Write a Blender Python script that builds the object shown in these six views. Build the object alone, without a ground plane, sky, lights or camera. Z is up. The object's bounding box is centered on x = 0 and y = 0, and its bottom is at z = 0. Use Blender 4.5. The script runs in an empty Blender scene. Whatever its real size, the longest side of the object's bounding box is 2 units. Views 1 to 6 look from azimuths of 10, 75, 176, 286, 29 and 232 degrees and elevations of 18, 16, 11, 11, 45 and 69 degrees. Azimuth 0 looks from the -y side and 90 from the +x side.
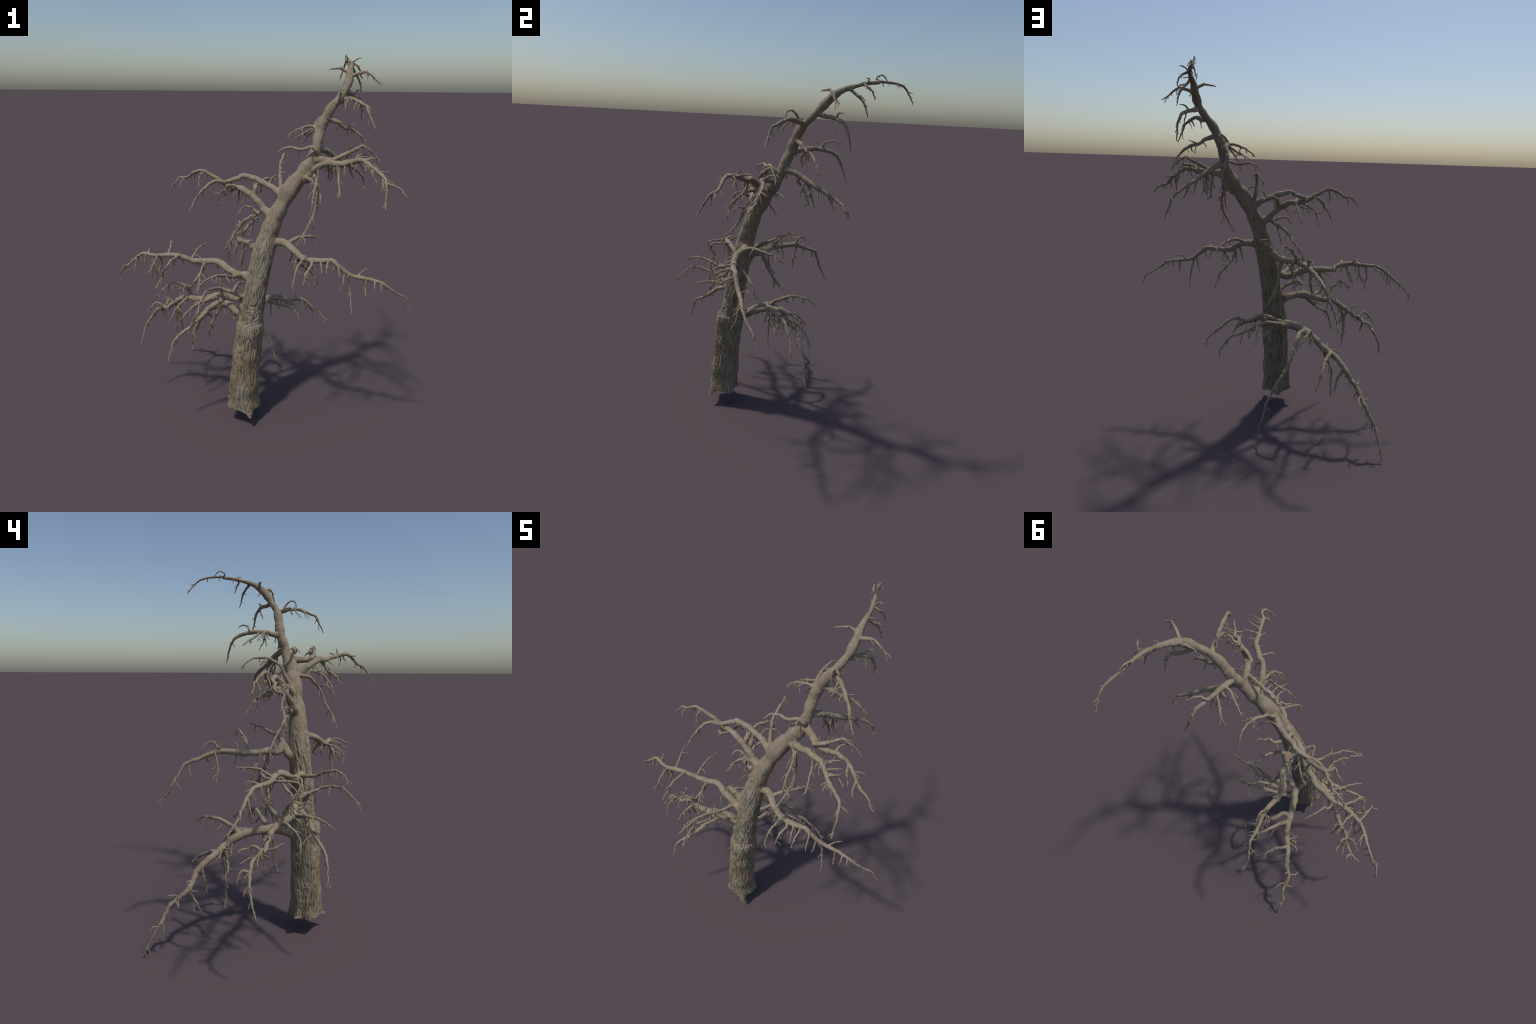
# A dead, barkless, leaning tree: a fissured trunk that bends into a drooping tip,
# crooked limbs, drooping side branches, hanging twigs and tiny broken spurs.
import bpy, math, random
import numpy as np
from mathutils import Vector

rng = random.Random(7)
nrng = np.random.default_rng(11)

# ------------------------------------------------------------------ helpers
def perlin(P, seed=0):
    """Gradient noise for an (n,3) array of points, about -1..1."""
    P = np.asarray(P, np.float64)
    I = np.floor(P).astype(np.int64)
    F = P - I
    U = F * F * F * (F * (F * 6 - 15) + 10)
    out = np.zeros(len(P))
    for dx in (0, 1):
        for dy in (0, 1):
            for dz in (0, 1):
                h = ((I[:, 0] + dx) * 73856093) ^ ((I[:, 1] + dy) * 19349663) ^ ((I[:, 2] + dz) * 83492791) ^ (seed * 2654435761)
                h = (h ^ (h >> 13)) * 1274126177
                h = h ^ (h >> 16)
                a = (h & 1023) * (2 * math.pi / 1024)
                c = ((h >> 10) & 1023) / 511.5 - 1
                s = np.sqrt(np.maximum(0, 1 - c * c))
                g = s * np.cos(a) * (F[:, 0] - dx) + s * np.sin(a) * (F[:, 1] - dy) + c * (F[:, 2] - dz)
                w = (U[:, 0] if dx else 1 - U[:, 0]) * (U[:, 1] if dy else 1 - U[:, 1]) * (U[:, 2] if dz else 1 - U[:, 2])
                out += g * w
    return out * 1.6

def smooth01(x):
    x = np.clip(x, 0, 1)
    return x * x * (3 - 2 * x)

def catmull(P, step):
    """Smooth curve through P, resampled to an even spacing."""
    P = np.asarray(P, float)
    Q = np.vstack([2 * P[0] - P[1], P, 2 * P[-1] - P[-2]])
    pts = []
    for i in range(len(P) - 1):
        a, b, c, d = Q[i:i + 4]
        f = np.linspace(0, 1, 12, endpoint=False)[:, None]
        pts.append(0.5 * (2 * b + (c - a) * f + (2 * a - 5 * b + 4 * c - d) * f ** 2 + (3 * b - a - 3 * c + d) * f ** 3))
    pts = np.vstack(pts + [P[-1:]])
    L = np.r_[0, np.cumsum(np.linalg.norm(np.diff(pts, axis=0), axis=1))]
    n = max(3, int(round(L[-1] / step)) + 1)
    t = np.linspace(0, L[-1], n)
    return np.stack([np.interp(t, L, pts[:, k]) for k in range(3)], 1), t

def frames(C):
    """Tangents and parallel-transported side vectors along a curve."""
    T = np.gradient(C, axis=0)
    T /= np.linalg.norm(T, axis=1)[:, None] + 1e-12
    u = np.cross(T[0], [0.3, 0.9, 0.1]); u /= np.linalg.norm(u)
    U = np.empty_like(C)
    for i in range(len(C)):
        u = u - T[i] * (u @ T[i]); u /= np.linalg.norm(u) + 1e-12
        U[i] = u
    return T, U, np.cross(T, U)

def tube(C, R, n):
    """Closed tube: vertices, quads+tris (as quads with repeated pole avoided), normals."""
    T, U, V = frames(C)
    a = np.linspace(0, 2 * math.pi, n, endpoint=False)
    ring = U[:, None] * np.cos(a)[None, :, None] + V[:, None] * np.sin(a)[None, :, None]
    R = np.asarray(R)
    if R.ndim == 1: R = R[:, None]
    verts = (C[:, None] + ring * R[..., None]).reshape(-1, 3)
    norm = ring.reshape(-1, 3)
    m = len(C)
    i, j = np.meshgrid(np.arange(m - 1), np.arange(n), indexing='ij')
    k = (j + 1) % n
    quads = np.stack([i * n + j, i * n + k, (i + 1) * n + k, (i + 1) * n + j], -1).reshape(-1, 4)
    r0 = float(np.mean(R[0])); r1 = float(np.mean(R[-1]))
    verts = np.vstack([verts, C[0] - T[0] * 0.3 * r0, C[-1] + T[-1] * 0.8 * r1])
    norm = np.vstack([norm, -T[0], T[-1]])
    b = m * n
    j = np.arange(n); k = (j + 1) % n
    tris = np.vstack([np.stack([np.full(n, b), k, j], 1),
                      np.stack([np.full(n, b + 1), (m - 1) * n + j, (m - 1) * n + k], 1)])
    return verts, quads, tris, norm

class Geo:
    """Collects tubes into one mesh."""
    def __init__(self): self.v, self.q, self.t, self.n, self.c = [], [], [], [], 0
    def add(self, verts, quads, tris, norm):
        self.v.append(verts); self.n.append(norm)
        if len(quads): self.q.append(np.asarray(quads) + self.c)
        if len(tris): self.t.append(np.asarray(tris) + self.c)
        self.c += len(verts)
    def arrays(self):
        e4 = np.zeros((0, 4), int); e3 = np.zeros((0, 3), int)
        return (np.vstack(self.v), np.vstack(self.q) if self.q else e4,
                np.vstack(self.t) if self.t else e3, np.vstack(self.n))

def make_mesh(name, v, q, t, normals=None):
    me = bpy.data.meshes.new(name)
    me.vertices.add(len(v)); me.vertices.foreach_set('co', np.asarray(v, np.float32).ravel())
    loops = np.concatenate([np.asarray(q, np.int32).ravel(), np.asarray(t, np.int32).ravel()])
    me.loops.add(len(loops)); me.loops.foreach_set('vertex_index', loops)
    starts = np.concatenate([np.arange(len(q)) * 4, len(q) * 4 + np.arange(len(t)) * 3]).astype(np.int32)
    me.polygons.add(len(starts)); me.polygons.foreach_set('loop_start', starts)
    me.update(calc_edges=True); me.validate()
    me.polygons.foreach_set('use_smooth', np.ones(len(me.polygons), bool))
    if normals is not None:
        me.normals_split_custom_set_from_vertices(np.asarray(normals, np.float32).tolist())
    return me

# ------------------------------------------------------------------ the skeleton
TRUNK = [(-0.024, -0.278, 0.087), (-0.027, -0.278, 0.165), (-0.025, -0.275, 0.223), (-0.024, -0.272, 0.276), (-0.022, -0.269, 0.325), (-0.019, -0.266, 0.373), (-0.015, -0.264, 0.421), (-0.01, -0.261, 0.469), (-0.006, -0.259, 0.52), (-0.002, -0.254, 0.568), (0.002, -0.25, 0.619), (0.01, -0.245, 0.676), (0.02, -0.238, 0.74), (0.03, -0.23, 0.812), (0.04, -0.224, 0.874), (0.05, -0.217, 0.926), (0.06, -0.21, 0.974), (0.07, -0.203, 1.02), (0.082, -0.197, 1.067), (0.096, -0.19, 1.117), (0.115, -0.181, 1.165), (0.135, -0.172, 1.214), (0.157, -0.161, 1.257), (0.18, -0.15, 1.301), (0.206, -0.136, 1.342), (0.237, -0.121, 1.383), (0.269, -0.103, 1.427), (0.291, -0.086, 1.472), (0.305, -0.067, 1.509), (0.317, -0.043, 1.577), (0.328, -0.024, 1.628), (0.354, -0.011, 1.687), (0.375, -0.001, 1.722), (0.404, 0.019, 1.758), (0.437, 0.056, 1.805), (0.449, 0.086, 1.843), (0.455, 0.118, 1.876), (0.456, 0.153, 1.902), (0.46, 0.196, 1.922), (0.464, 0.236, 1.934), (0.462, 0.271, 1.945), (0.456, 0.314, 1.953), (0.447, 0.352, 1.957), (0.434, 0.39, 1.963), (0.425, 0.503, 1.949), (0.4, 0.58, 1.874)]
# trunk radius at each spine point, root to tip
TRUNK_R = [0.0790, 0.0790, 0.0841, 0.0821, 0.0818, 0.0834, 0.0827, 0.0782, 0.0773, 0.0770, 0.0728, 0.0662, 0.0629, 0.0601, 0.0601, 0.0592, 0.0593, 0.0562, 0.0520, 0.0501, 0.0448, 0.0441, 0.0357, 0.0454, 0.0452, 0.0362, 0.0429, 0.0319, 0.0262, 0.0268, 0.0269, 0.0249, 0.0243, 0.0177, 0.0183, 0.0227, 0.0209, 0.0164, 0.0129, 0.0094, 0.0095, 0.0097, 0.0078, 0.0065, 0.0055, 0.0024]

# Each limb lists its parent ('T' is the trunk), its base radius and the bends of its spine.
# L* low drooping limb (west/north), C* hooked cluster, B* west limb, R* back limb, A* east limb,
# P*/q/y1 forked limbs half way up, M* upper east limbs, W/V/U/X crown limbs, t* leader twigs.
LIMBS = {}      # name -> (parent, base radius, points)
def limb(name, parent, radius, points): LIMBS[name] = (parent, radius, points)

limb('L1', 'T', 0.0270, [(-0.052, -0.169, 0.561), (-0.083, -0.105, 0.576), (-0.112, -0.079, 0.576), (-0.129, -0.052, 0.578), (-0.155, -0.022, 0.577), (-0.18, 0.015, 0.572), (-0.201, 0.048, 0.56), (-0.23, 0.082, 0.542), (-0.261, 0.111, 0.517), (-0.295, 0.131, 0.496), (-0.329, 0.157, 0.474), (-0.358, 0.187, 0.445), (-0.381, 0.211, 0.416), (-0.404, 0.223, 0.379), (-0.431, 0.236, 0.341), (-0.45, 0.26, 0.314), (-0.462, 0.292, 0.284), (-0.476, 0.323, 0.255), (-0.495, 0.34, 0.212), (-0.519, 0.356, 0.173), (-0.529, 0.379, 0.128), (-0.539, 0.399, 0.086), (-0.55, 0.419, 0.045), (-0.549, 0.437, 0.001)])
limb('L1b', 'L1', 0.0150, [(0, -0.12, 0.6), (0.05, -0.06, 0.64), (0.106, -0.024, 0.654), (0.16, 0.001, 0.632), (0.212, 0.002, 0.643), (0.245, 0.009, 0.65), (0.282, 0.015, 0.631), (0.319, 0.021, 0.596), (0.362, 0.021, 0.566), (0.388, 0.016, 0.532), (0.406, 0.011, 0.49)])
limb('L1c', 'L1', 0.0140, [(-0.072, -0.071, 0.576), (-0.057, -0.062, 0.586), (-0.024, -0.027, 0.606), (0.01, -0.004, 0.616), (0.03, 0.013, 0.626), (0.051, 0.029, 0.634), (0.074, 0.041, 0.632), (0.095, 0.058, 0.632), (0.118, 0.068, 0.624), (0.14, 0.078, 0.614), (0.162, 0.087, 0.605), (0.187, 0.101, 0.597), (0.223, 0.119, 0.589), (0.253, 0.126, 0.585), (0.273, 0.137, 0.567), (0.291, 0.147, 0.544), (0.307, 0.155, 0.52), (0.32, 0.163, 0.498)])
limb('L1d', 'L1', 0.0150, [(-0.139, -0.009, 0.574), (-0.133, 0.038, 0.57), (-0.124, 0.083, 0.566), (-0.112, 0.112, 0.556), (-0.104, 0.1245, 0.538167), (-0.096, 0.137, 0.520333), (-0.088, 0.1495, 0.5025), (-0.08, 0.162, 0.484667), (-0.072, 0.1745, 0.466833), (-0.064, 0.187, 0.449), (-0.053, 0.193, 0.422), (-0.039, 0.2, 0.399), (-0.024, 0.207, 0.376), (-0.008, 0.21, 0.351), (0.008, 0.215, 0.324), (0.024, 0.218, 0.295), (0.041, 0.221, 0.262), (0.057, 0.224, 0.227), (0.064, 0.227, 0.198), (0.067, 0.228, 0.176), (0.077, 0.231, 0.141), (0.095, 0.233, 0.107), (0.104, 0.233, 0.088)])
limb('L1e', 'L1', 0.0137, [(-0.205, 0.021, 0.568), (-0.188, 0.079, 0.596), (-0.181, 0.096, 0.601), (-0.178, 0.109, 0.607), (-0.177, 0.123, 0.613), (-0.174, 0.137, 0.618), (-0.17, 0.162, 0.627), (-0.165, 0.195, 0.633), (-0.157, 0.222, 0.634), (-0.145, 0.247, 0.629), (-0.134, 0.273, 0.625), (-0.119, 0.295, 0.614), (-0.098, 0.318, 0.596), (-0.085, 0.337, 0.58)])
limb('L1g', 'L1', 0.0091, [(-0.275, 0.095, 0.473), (-0.305, 0.074, 0.41), (-0.316, 0.083, 0.38), (-0.324, 0.081, 0.357), (-0.324, 0.08, 0.335), (-0.323, 0.08, 0.313), (-0.322, 0.08, 0.292), (-0.322, 0.08, 0.271), (-0.323, 0.082, 0.249), (-0.324, 0.085, 0.227), (-0.325, 0.087, 0.205)])
limb('L1h', 'L1', 0.0104, [(-0.298, 0.158, 0.496), (-0.288, 0.172, 0.49), (-0.269, 0.196, 0.476), (-0.258, 0.217, 0.466), (-0.249, 0.239, 0.451), (-0.234, 0.273, 0.424), (-0.219, 0.295, 0.389), (-0.21, 0.308, 0.369), (-0.205, 0.315, 0.357), (-0.201, 0.32, 0.346)])
limb('L1i', 'L1', 0.0078, [(-0.362, 0.202, 0.407), (-0.347, 0.208, 0.392), (-0.341, 0.199, 0.374), (-0.335, 0.192, 0.354), (-0.333, 0.188, 0.328), (-0.331, 0.184, 0.301), (-0.33, 0.18, 0.274)])
limb('L1j', 'L1', 0.0065, [(-0.44, 0.227, 0.327), (-0.456, 0.19, 0.292), (-0.452, 0.179, 0.269), (-0.446, 0.171, 0.247), (-0.445, 0.16, 0.228)])
limb('L1f', 'L1c', 0.0065, [(0.118, 0.071, 0.619), (0.114, 0.108, 0.627), (0.114, 0.133, 0.618), (0.116, 0.152, 0.598), (0.118, 0.171, 0.576), (0.121, 0.188, 0.552)])
limb('C1', 'T', 0.0240, [(-0.065, -0.249, 0.697), (-0.079, -0.221, 0.717), (-0.177, -0.238, 0.733), (-0.22, -0.238, 0.72), (-0.271, -0.236, 0.707), (-0.315, -0.227, 0.699), (-0.356, -0.211, 0.701), (-0.39, -0.193, 0.689), (-0.412, -0.183, 0.674), (-0.432, -0.18, 0.661), (-0.451, -0.177, 0.647), (-0.48, -0.175, 0.626), (-0.504, -0.174, 0.608), (-0.534, -0.153, 0.594), (-0.559, -0.142, 0.583), (-0.575, -0.136, 0.575), (-0.593, -0.136, 0.55), (-0.609, -0.135, 0.53), (-0.624, -0.139, 0.509), (-0.638, -0.144, 0.482), (-0.656, -0.157, 0.435), (-0.665, -0.171, 0.392), (-0.67, -0.178, 0.371), (-0.674, -0.184, 0.356)])
limb('C2', 'C1', 0.0150, [(-0.157, -0.26, 0.716), (-0.213, -0.305, 0.69), (-0.223, -0.317, 0.674), (-0.234, -0.326, 0.665), (-0.247, -0.338, 0.65), (-0.268, -0.354, 0.631), (-0.302, -0.384, 0.602), (-0.338, -0.414, 0.577), (-0.355, -0.424, 0.564), (-0.365, -0.43, 0.553), (-0.377, -0.437, 0.533), (-0.385, -0.442, 0.505), (-0.394, -0.443, 0.476), (-0.399, -0.45, 0.45), (-0.404, -0.458, 0.423)])
limb('C3', 'C1', 0.0104, [(-0.241, -0.268, 0.71), (-0.264, -0.31, 0.715), (-0.273, -0.328, 0.714), (-0.28, -0.351, 0.713), (-0.287, -0.374, 0.711), (-0.297, -0.395, 0.707), (-0.305, -0.416, 0.702), (-0.316, -0.439, 0.69), (-0.326, -0.457, 0.681)])
limb('C4', 'C1', 0.0105, [(-0.346, -0.201, 0.712), (-0.36, -0.241, 0.775), (-0.384, -0.255, 0.793), (-0.413, -0.275, 0.811), (-0.432, -0.275, 0.802), (-0.452, -0.27, 0.788), (-0.471, -0.29, 0.773), (-0.486, -0.312, 0.759), (-0.498, -0.338, 0.748)])
limb('C5', 'C1', 0.0078, [(-0.37, -0.247, 0.696), (-0.389, -0.277, 0.68), (-0.402, -0.297, 0.665), (-0.41, -0.308, 0.653), (-0.416, -0.32, 0.632), (-0.425, -0.321, 0.608), (-0.435, -0.32, 0.583)])
limb('C6', 'C1', 0.0078, [(-0.411, -0.175, 0.657), (-0.42, -0.189, 0.629), (-0.426, -0.197, 0.609), (-0.43, -0.199, 0.591), (-0.434, -0.198, 0.573), (-0.437, -0.198, 0.555), (-0.439, -0.201, 0.539), (-0.437, -0.209, 0.525), (-0.435, -0.212, 0.507), (-0.441, -0.197, 0.468)])
limb('Bb', 'T', 0.0220, [(-0.021, -0.235, 0.857), (-0.06, -0.212, 0.852), (-0.084, -0.205, 0.854), (-0.143, -0.19, 0.879), (-0.17, -0.177, 0.894), (-0.209, -0.166, 0.904), (-0.269, -0.177, 0.906), (-0.303, -0.176, 0.903), (-0.338, -0.178, 0.906), (-0.352, -0.181, 0.911), (-0.362, -0.184, 0.915), (-0.383, -0.191, 0.925), (-0.448, -0.2, 0.939), (-0.519, -0.204, 0.932), (-0.562, -0.196, 0.929), (-0.594, -0.181, 0.928), (-0.63, -0.161, 0.924), (-0.666, -0.15, 0.903), (-0.692, -0.142, 0.881), (-0.717, -0.138, 0.858), (-0.725, -0.134, 0.845), (-0.767, -0.133, 0.82), (-0.805, -0.106, 0.767), (-0.805, -0.103, 0.721)])
limb('B1', 'Bb', 0.0115, [(-0.06, -0.256, 0.868), (-0.087, -0.316, 0.877), (-0.094, -0.341, 0.889), (-0.098, -0.35, 0.893), (-0.104, -0.363, 0.901), (-0.121, -0.388, 0.91), (-0.134, -0.413, 0.919), (-0.138, -0.429, 0.923), (-0.15, -0.439, 0.923), (-0.185, -0.477, 0.91), (-0.208, -0.494, 0.887), (-0.22, -0.5, 0.874)])
limb('B2', 'T', 0.0126, [(-0.072, -0.285, 0.772), (-0.144, -0.294, 0.801), (-0.177, -0.265, 0.781), (-0.158, -0.291, 0.796), (-0.147, -0.321, 0.81), (-0.138, -0.357, 0.827), (-0.147, -0.391, 0.838), (-0.157, -0.42, 0.846), (-0.178, -0.445, 0.85), (-0.182, -0.468, 0.851), (-0.192, -0.489, 0.836), (-0.2, -0.518, 0.814), (-0.202, -0.543, 0.79), (-0.201, -0.558, 0.772), (-0.204, -0.565, 0.739)])
limb('B3', 'Bb', 0.0078, [(-0.406, -0.223, 0.941), (-0.414, -0.25, 0.939), (-0.422, -0.276, 0.937), (-0.423, -0.3, 0.937), (-0.427, -0.318, 0.927), (-0.44, -0.322, 0.908), (-0.458, -0.313, 0.883), (-0.473, -0.298, 0.858), (-0.485, -0.293, 0.835), (-0.492, -0.302, 0.816), (-0.493, -0.322, 0.803), (-0.492, -0.346, 0.793)])
limb('B4', 'Bb', 0.0091, [(-0.268, -0.191, 0.879), (-0.277, -0.205, 0.86), (-0.284, -0.215, 0.847), (-0.291, -0.228, 0.836), (-0.298, -0.243, 0.827), (-0.307, -0.251, 0.814), (-0.317, -0.249, 0.796), (-0.327, -0.238, 0.779), (-0.337, -0.226, 0.762), (-0.348, -0.214, 0.744)])
limb('B5', 'Bb', 0.0078, [(-0.34, -0.175, 0.913), (-0.351, -0.14, 0.905), (-0.349, -0.115, 0.918), (-0.338, -0.105, 0.94), (-0.335, -0.077, 0.944), (-0.333, -0.046, 0.947), (-0.326, -0.015, 0.944), (-0.318, 0.017, 0.941)])
limb('B6', 'Bb', 0.0065, [(-0.522, -0.227, 0.935), (-0.518, -0.253, 0.935), (-0.514, -0.281, 0.935), (-0.51, -0.308, 0.932), (-0.509, -0.326, 0.926), (-0.511, -0.329, 0.912), (-0.517, -0.324, 0.895), (-0.519, -0.322, 0.873), (-0.523, -0.312, 0.846)])
limb('R', 'T', 0.0230, [(0.028, -0.156, 0.966), (0.031, -0.122, 1.011), (-0.005, -0.102, 0.982), (-0.029, -0.053, 0.988), (-0.039, -0.044, 0.983), (-0.084, -0.008, 0.985), (-0.107, 0.004, 0.985), (-0.122, 0.039, 0.986), (-0.134, 0.071, 0.987), (-0.138, 0.112, 0.99), (-0.144, 0.149, 0.993), (-0.154, 0.182, 0.991), (-0.165, 0.211, 0.98), (-0.184, 0.247, 0.965), (-0.199, 0.283, 0.949), (-0.209, 0.317, 0.936), (-0.218, 0.342, 0.923), (-0.23, 0.358, 0.891), (-0.244, 0.378, 0.856), (-0.257, 0.388, 0.83), (-0.27, 0.41, 0.789), (-0.275, 0.435, 0.744), (-0.279, 0.448, 0.718), (-0.282, 0.457, 0.7)])
limb('R1', 'R', 0.0126, [(0.017, -0.133, 1.014), (0.039, -0.115, 1.034), (0.058, -0.096, 1.049), (0.064, -0.07, 1.062), (0.072, -0.043, 1.075), (0.077, -0.017, 1.088), (0.07, 0.008, 1.103), (0.064, 0.035, 1.111), (0.069, 0.062, 1.118), (0.088, 0.085, 1.12), (0.114, 0.104, 1.121)])
limb('R2', 'R', 0.0104, [(-0.104, 0.028, 1.002), (-0.092, 0.041, 1.025), (-0.078, 0.053, 1.048), (-0.064, 0.069, 1.067), (-0.046, 0.089, 1.082), (-0.029, 0.107, 1.093), (-0.013, 0.125, 1.079), (0.002, 0.147, 1.061)])
limb('R3', 'R', 0.0126, [(-0.021, -0.064, 0.964), (-0.011, -0.041, 0.911), (-0.009, -0.036, 0.893), (-0.007, -0.03, 0.883), (-0.006, -0.024, 0.872), (-0.005, -0.018, 0.86), (-0.004, -0.01, 0.847), (0.003, -0.002, 0.832), (0.013, 0.014, 0.809), (0.023, 0.026, 0.792), (0.007, 0.011, 0.809), (0.063, 0.062, 0.743)])
limb('R4', 'R', 0.0078, [(-0.16, 0.19, 0.965), (-0.163, 0.184, 0.938), (-0.164, 0.18, 0.908), (-0.168, 0.178, 0.881), (-0.173, 0.18, 0.853), (-0.173, 0.182, 0.827)])
limb('R5', 'R', 0.0078, [(-0.08, -0.022, 0.967), (-0.082, -0.016, 0.939), (-0.085, -0.01, 0.911), (-0.09, -0.003, 0.884), (-0.094, 0.003, 0.859), (-0.099, 0.018, 0.841), (-0.106, 0.032, 0.823), (-0.114, 0.045, 0.801)])
limb('A', 'T', 0.0200, [(0.147, -0.209, 1.051), (0.183, -0.231, 1.05), (0.222, -0.27, 1.035), (0.253, -0.288, 1.012), (0.268, -0.296, 1.001), (0.3, -0.301, 0.993), (0.323, -0.307, 0.993), (0.358, -0.312, 0.995), (0.397, -0.315, 0.997), (0.427, -0.316, 0.997), (0.456, -0.317, 0.975), (0.484, -0.318, 0.954), (0.511, -0.315, 0.934), (0.54, -0.316, 0.925), (0.573, -0.318, 0.921), (0.606, -0.319, 0.917), (0.638, -0.323, 0.911), (0.673, -0.327, 0.902), (0.706, -0.323, 0.878), (0.733, -0.318, 0.861), (0.763, -0.306, 0.841), (0.797, -0.299, 0.825), (0.809, -0.294, 0.8), (0.821, -0.289, 0.773)])
limb('A1', 'A', 0.0104, [(0.183, -0.213, 1.061), (0.232, -0.205, 1.075), (0.252, -0.19, 1.076), (0.265, -0.18, 1.076), (0.277, -0.169, 1.076), (0.289, -0.153, 1.072), (0.302, -0.136, 1.068), (0.314, -0.118, 1.063), (0.323, -0.101, 1.058), (0.335, -0.076, 1.052), (0.346, -0.06, 1.04), (0.351, -0.042, 1.018)])
limb('A2', 'A', 0.0104, [(0.252, -0.263, 0.977), (0.273, -0.231, 0.937), (0.265, -0.242, 0.95), (0.273, -0.23, 0.935), (0.305, -0.202, 0.903), (0.335, -0.196, 0.867), (0.344, -0.19, 0.851), (0.351, -0.184, 0.835), (0.354, -0.179, 0.821), (0.37, -0.173, 0.775)])
limb('A3', 'A', 0.0078, [(0.278, -0.308, 0.992), (0.275, -0.327, 0.992), (0.27, -0.346, 0.988), (0.261, -0.371, 0.981), (0.256, -0.4, 0.967), (0.252, -0.415, 0.95), (0.247, -0.42, 0.929), (0.242, -0.421, 0.906), (0.236, -0.423, 0.882)])
limb('A4', 'A', 0.0072, [(0.335, -0.321, 0.997), (0.325, -0.333, 0.979), (0.316, -0.344, 0.963), (0.306, -0.359, 0.95), (0.299, -0.379, 0.938), (0.297, -0.396, 0.92), (0.294, -0.409, 0.898)])
limb('A5', 'A', 0.0065, [(0.504, -0.319, 0.922), (0.512, -0.313, 0.895), (0.518, -0.306, 0.868), (0.523, -0.312, 0.839), (0.527, -0.319, 0.81), (0.53, -0.328, 0.78), (0.533, -0.336, 0.752)])
limb('A6', 'A', 0.0065, [(0.407, -0.325, 1.001), (0.406, -0.354, 1.009), (0.404, -0.382, 1.006), (0.4, -0.404, 0.995), (0.402, -0.425, 0.987), (0.404, -0.445, 0.98)])
limb('A7', 'A', 0.0052, [(0.455, -0.325, 0.983), (0.456, -0.347, 0.979), (0.459, -0.369, 0.972), (0.462, -0.39, 0.962), (0.467, -0.41, 0.951)])
limb('A8', 'A', 0.0052, [(0.593, -0.323, 0.914), (0.595, -0.325, 0.891), (0.596, -0.326, 0.869), (0.597, -0.336, 0.851), (0.598, -0.352, 0.838)])
limb('A9', 'A', 0.0046, [(0.637, -0.326, 0.906), (0.637, -0.342, 0.894), (0.637, -0.353, 0.881), (0.637, -0.357, 0.864)])
limb('A10', 'A', 0.0046, [(0.668, -0.333, 0.907), (0.669, -0.345, 0.891), (0.668, -0.352, 0.873)])
limb('A11', 'A', 0.0052, [(0.556, -0.31, 0.929), (0.573, -0.303, 0.948), (0.589, -0.292, 0.956), (0.611, -0.276, 0.953)])
limb('P1', 'T', 0.0190, [(0.143, -0.143, 1.291), (0.099, -0.127, 1.314), (0.081, -0.117, 1.322), (0.053, -0.112, 1.334), (0.026, -0.106, 1.345), (-0.001, -0.101, 1.357), (-0.03, -0.101, 1.364), (-0.06, -0.099, 1.371), (-0.077, -0.093, 1.366), (-0.106, -0.098, 1.353), (-0.139, -0.113, 1.343), (-0.167, -0.124, 1.339), (-0.203, -0.135, 1.345), (-0.22, -0.14, 1.339), (-0.247, -0.142, 1.322), (-0.268, -0.159, 1.305), (-0.274, -0.196, 1.297), (-0.291, -0.196, 1.273), (-0.308, -0.196, 1.246), (-0.322, -0.204, 1.22), (-0.337, -0.212, 1.194)])
limb('P2', 'T', 0.0220, [(0.09, -0.182, 1.187), (0.06, -0.171, 1.208), (0.044, -0.164, 1.224), (0.028, -0.161, 1.243), (0.008, -0.154, 1.262), (-0.021, -0.144, 1.282), (-0.048, -0.138, 1.297), (-0.068, -0.133, 1.306), (-0.097, -0.126, 1.31), (-0.123, -0.119, 1.314), (-0.152, -0.113, 1.321), (-0.191, -0.109, 1.341), (-0.209, -0.11, 1.355), (-0.238, -0.112, 1.37), (-0.266, -0.115, 1.386), (-0.286, -0.115, 1.394), (-0.318, -0.102, 1.388), (-0.341, -0.104, 1.378), (-0.37, -0.091, 1.357), (-0.394, -0.097, 1.351), (-0.419, -0.095, 1.349), (-0.442, -0.099, 1.321), (-0.464, -0.09, 1.292)])
limb('P3', 'P2', 0.0137, [(0, -0.15, 1.275), (0.003, -0.144, 1.3), (0.006, -0.142, 1.32), (0.005, -0.111, 1.325), (0.008, -0.066, 1.33), (0.022, -0.038, 1.337), (0.046, -0.028, 1.349), (0.057, -0.016, 1.347), (0.058, -0.005, 1.348), (0.098, 0.013, 1.332)])
limb('P4', 'P2', 0.0078, [(-0.1, -0.077, 1.301), (-0.104, -0.046, 1.286), (-0.108, -0.024, 1.268), (-0.113, -0.004, 1.247), (-0.118, 0.013, 1.225), (-0.127, 0.027, 1.202), (-0.136, 0.043, 1.181)])
limb('P5', 'P2', 0.0078, [(-0.124, -0.184, 1.334), (-0.148, -0.15, 1.306), (-0.168, -0.122, 1.293), (-0.182, -0.094, 1.285), (-0.192, -0.064, 1.279), (-0.2, -0.04, 1.269), (-0.209, -0.04, 1.253), (-0.219, -0.049, 1.235), (-0.225, -0.048, 1.21), (-0.231, -0.043, 1.184)])
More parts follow.
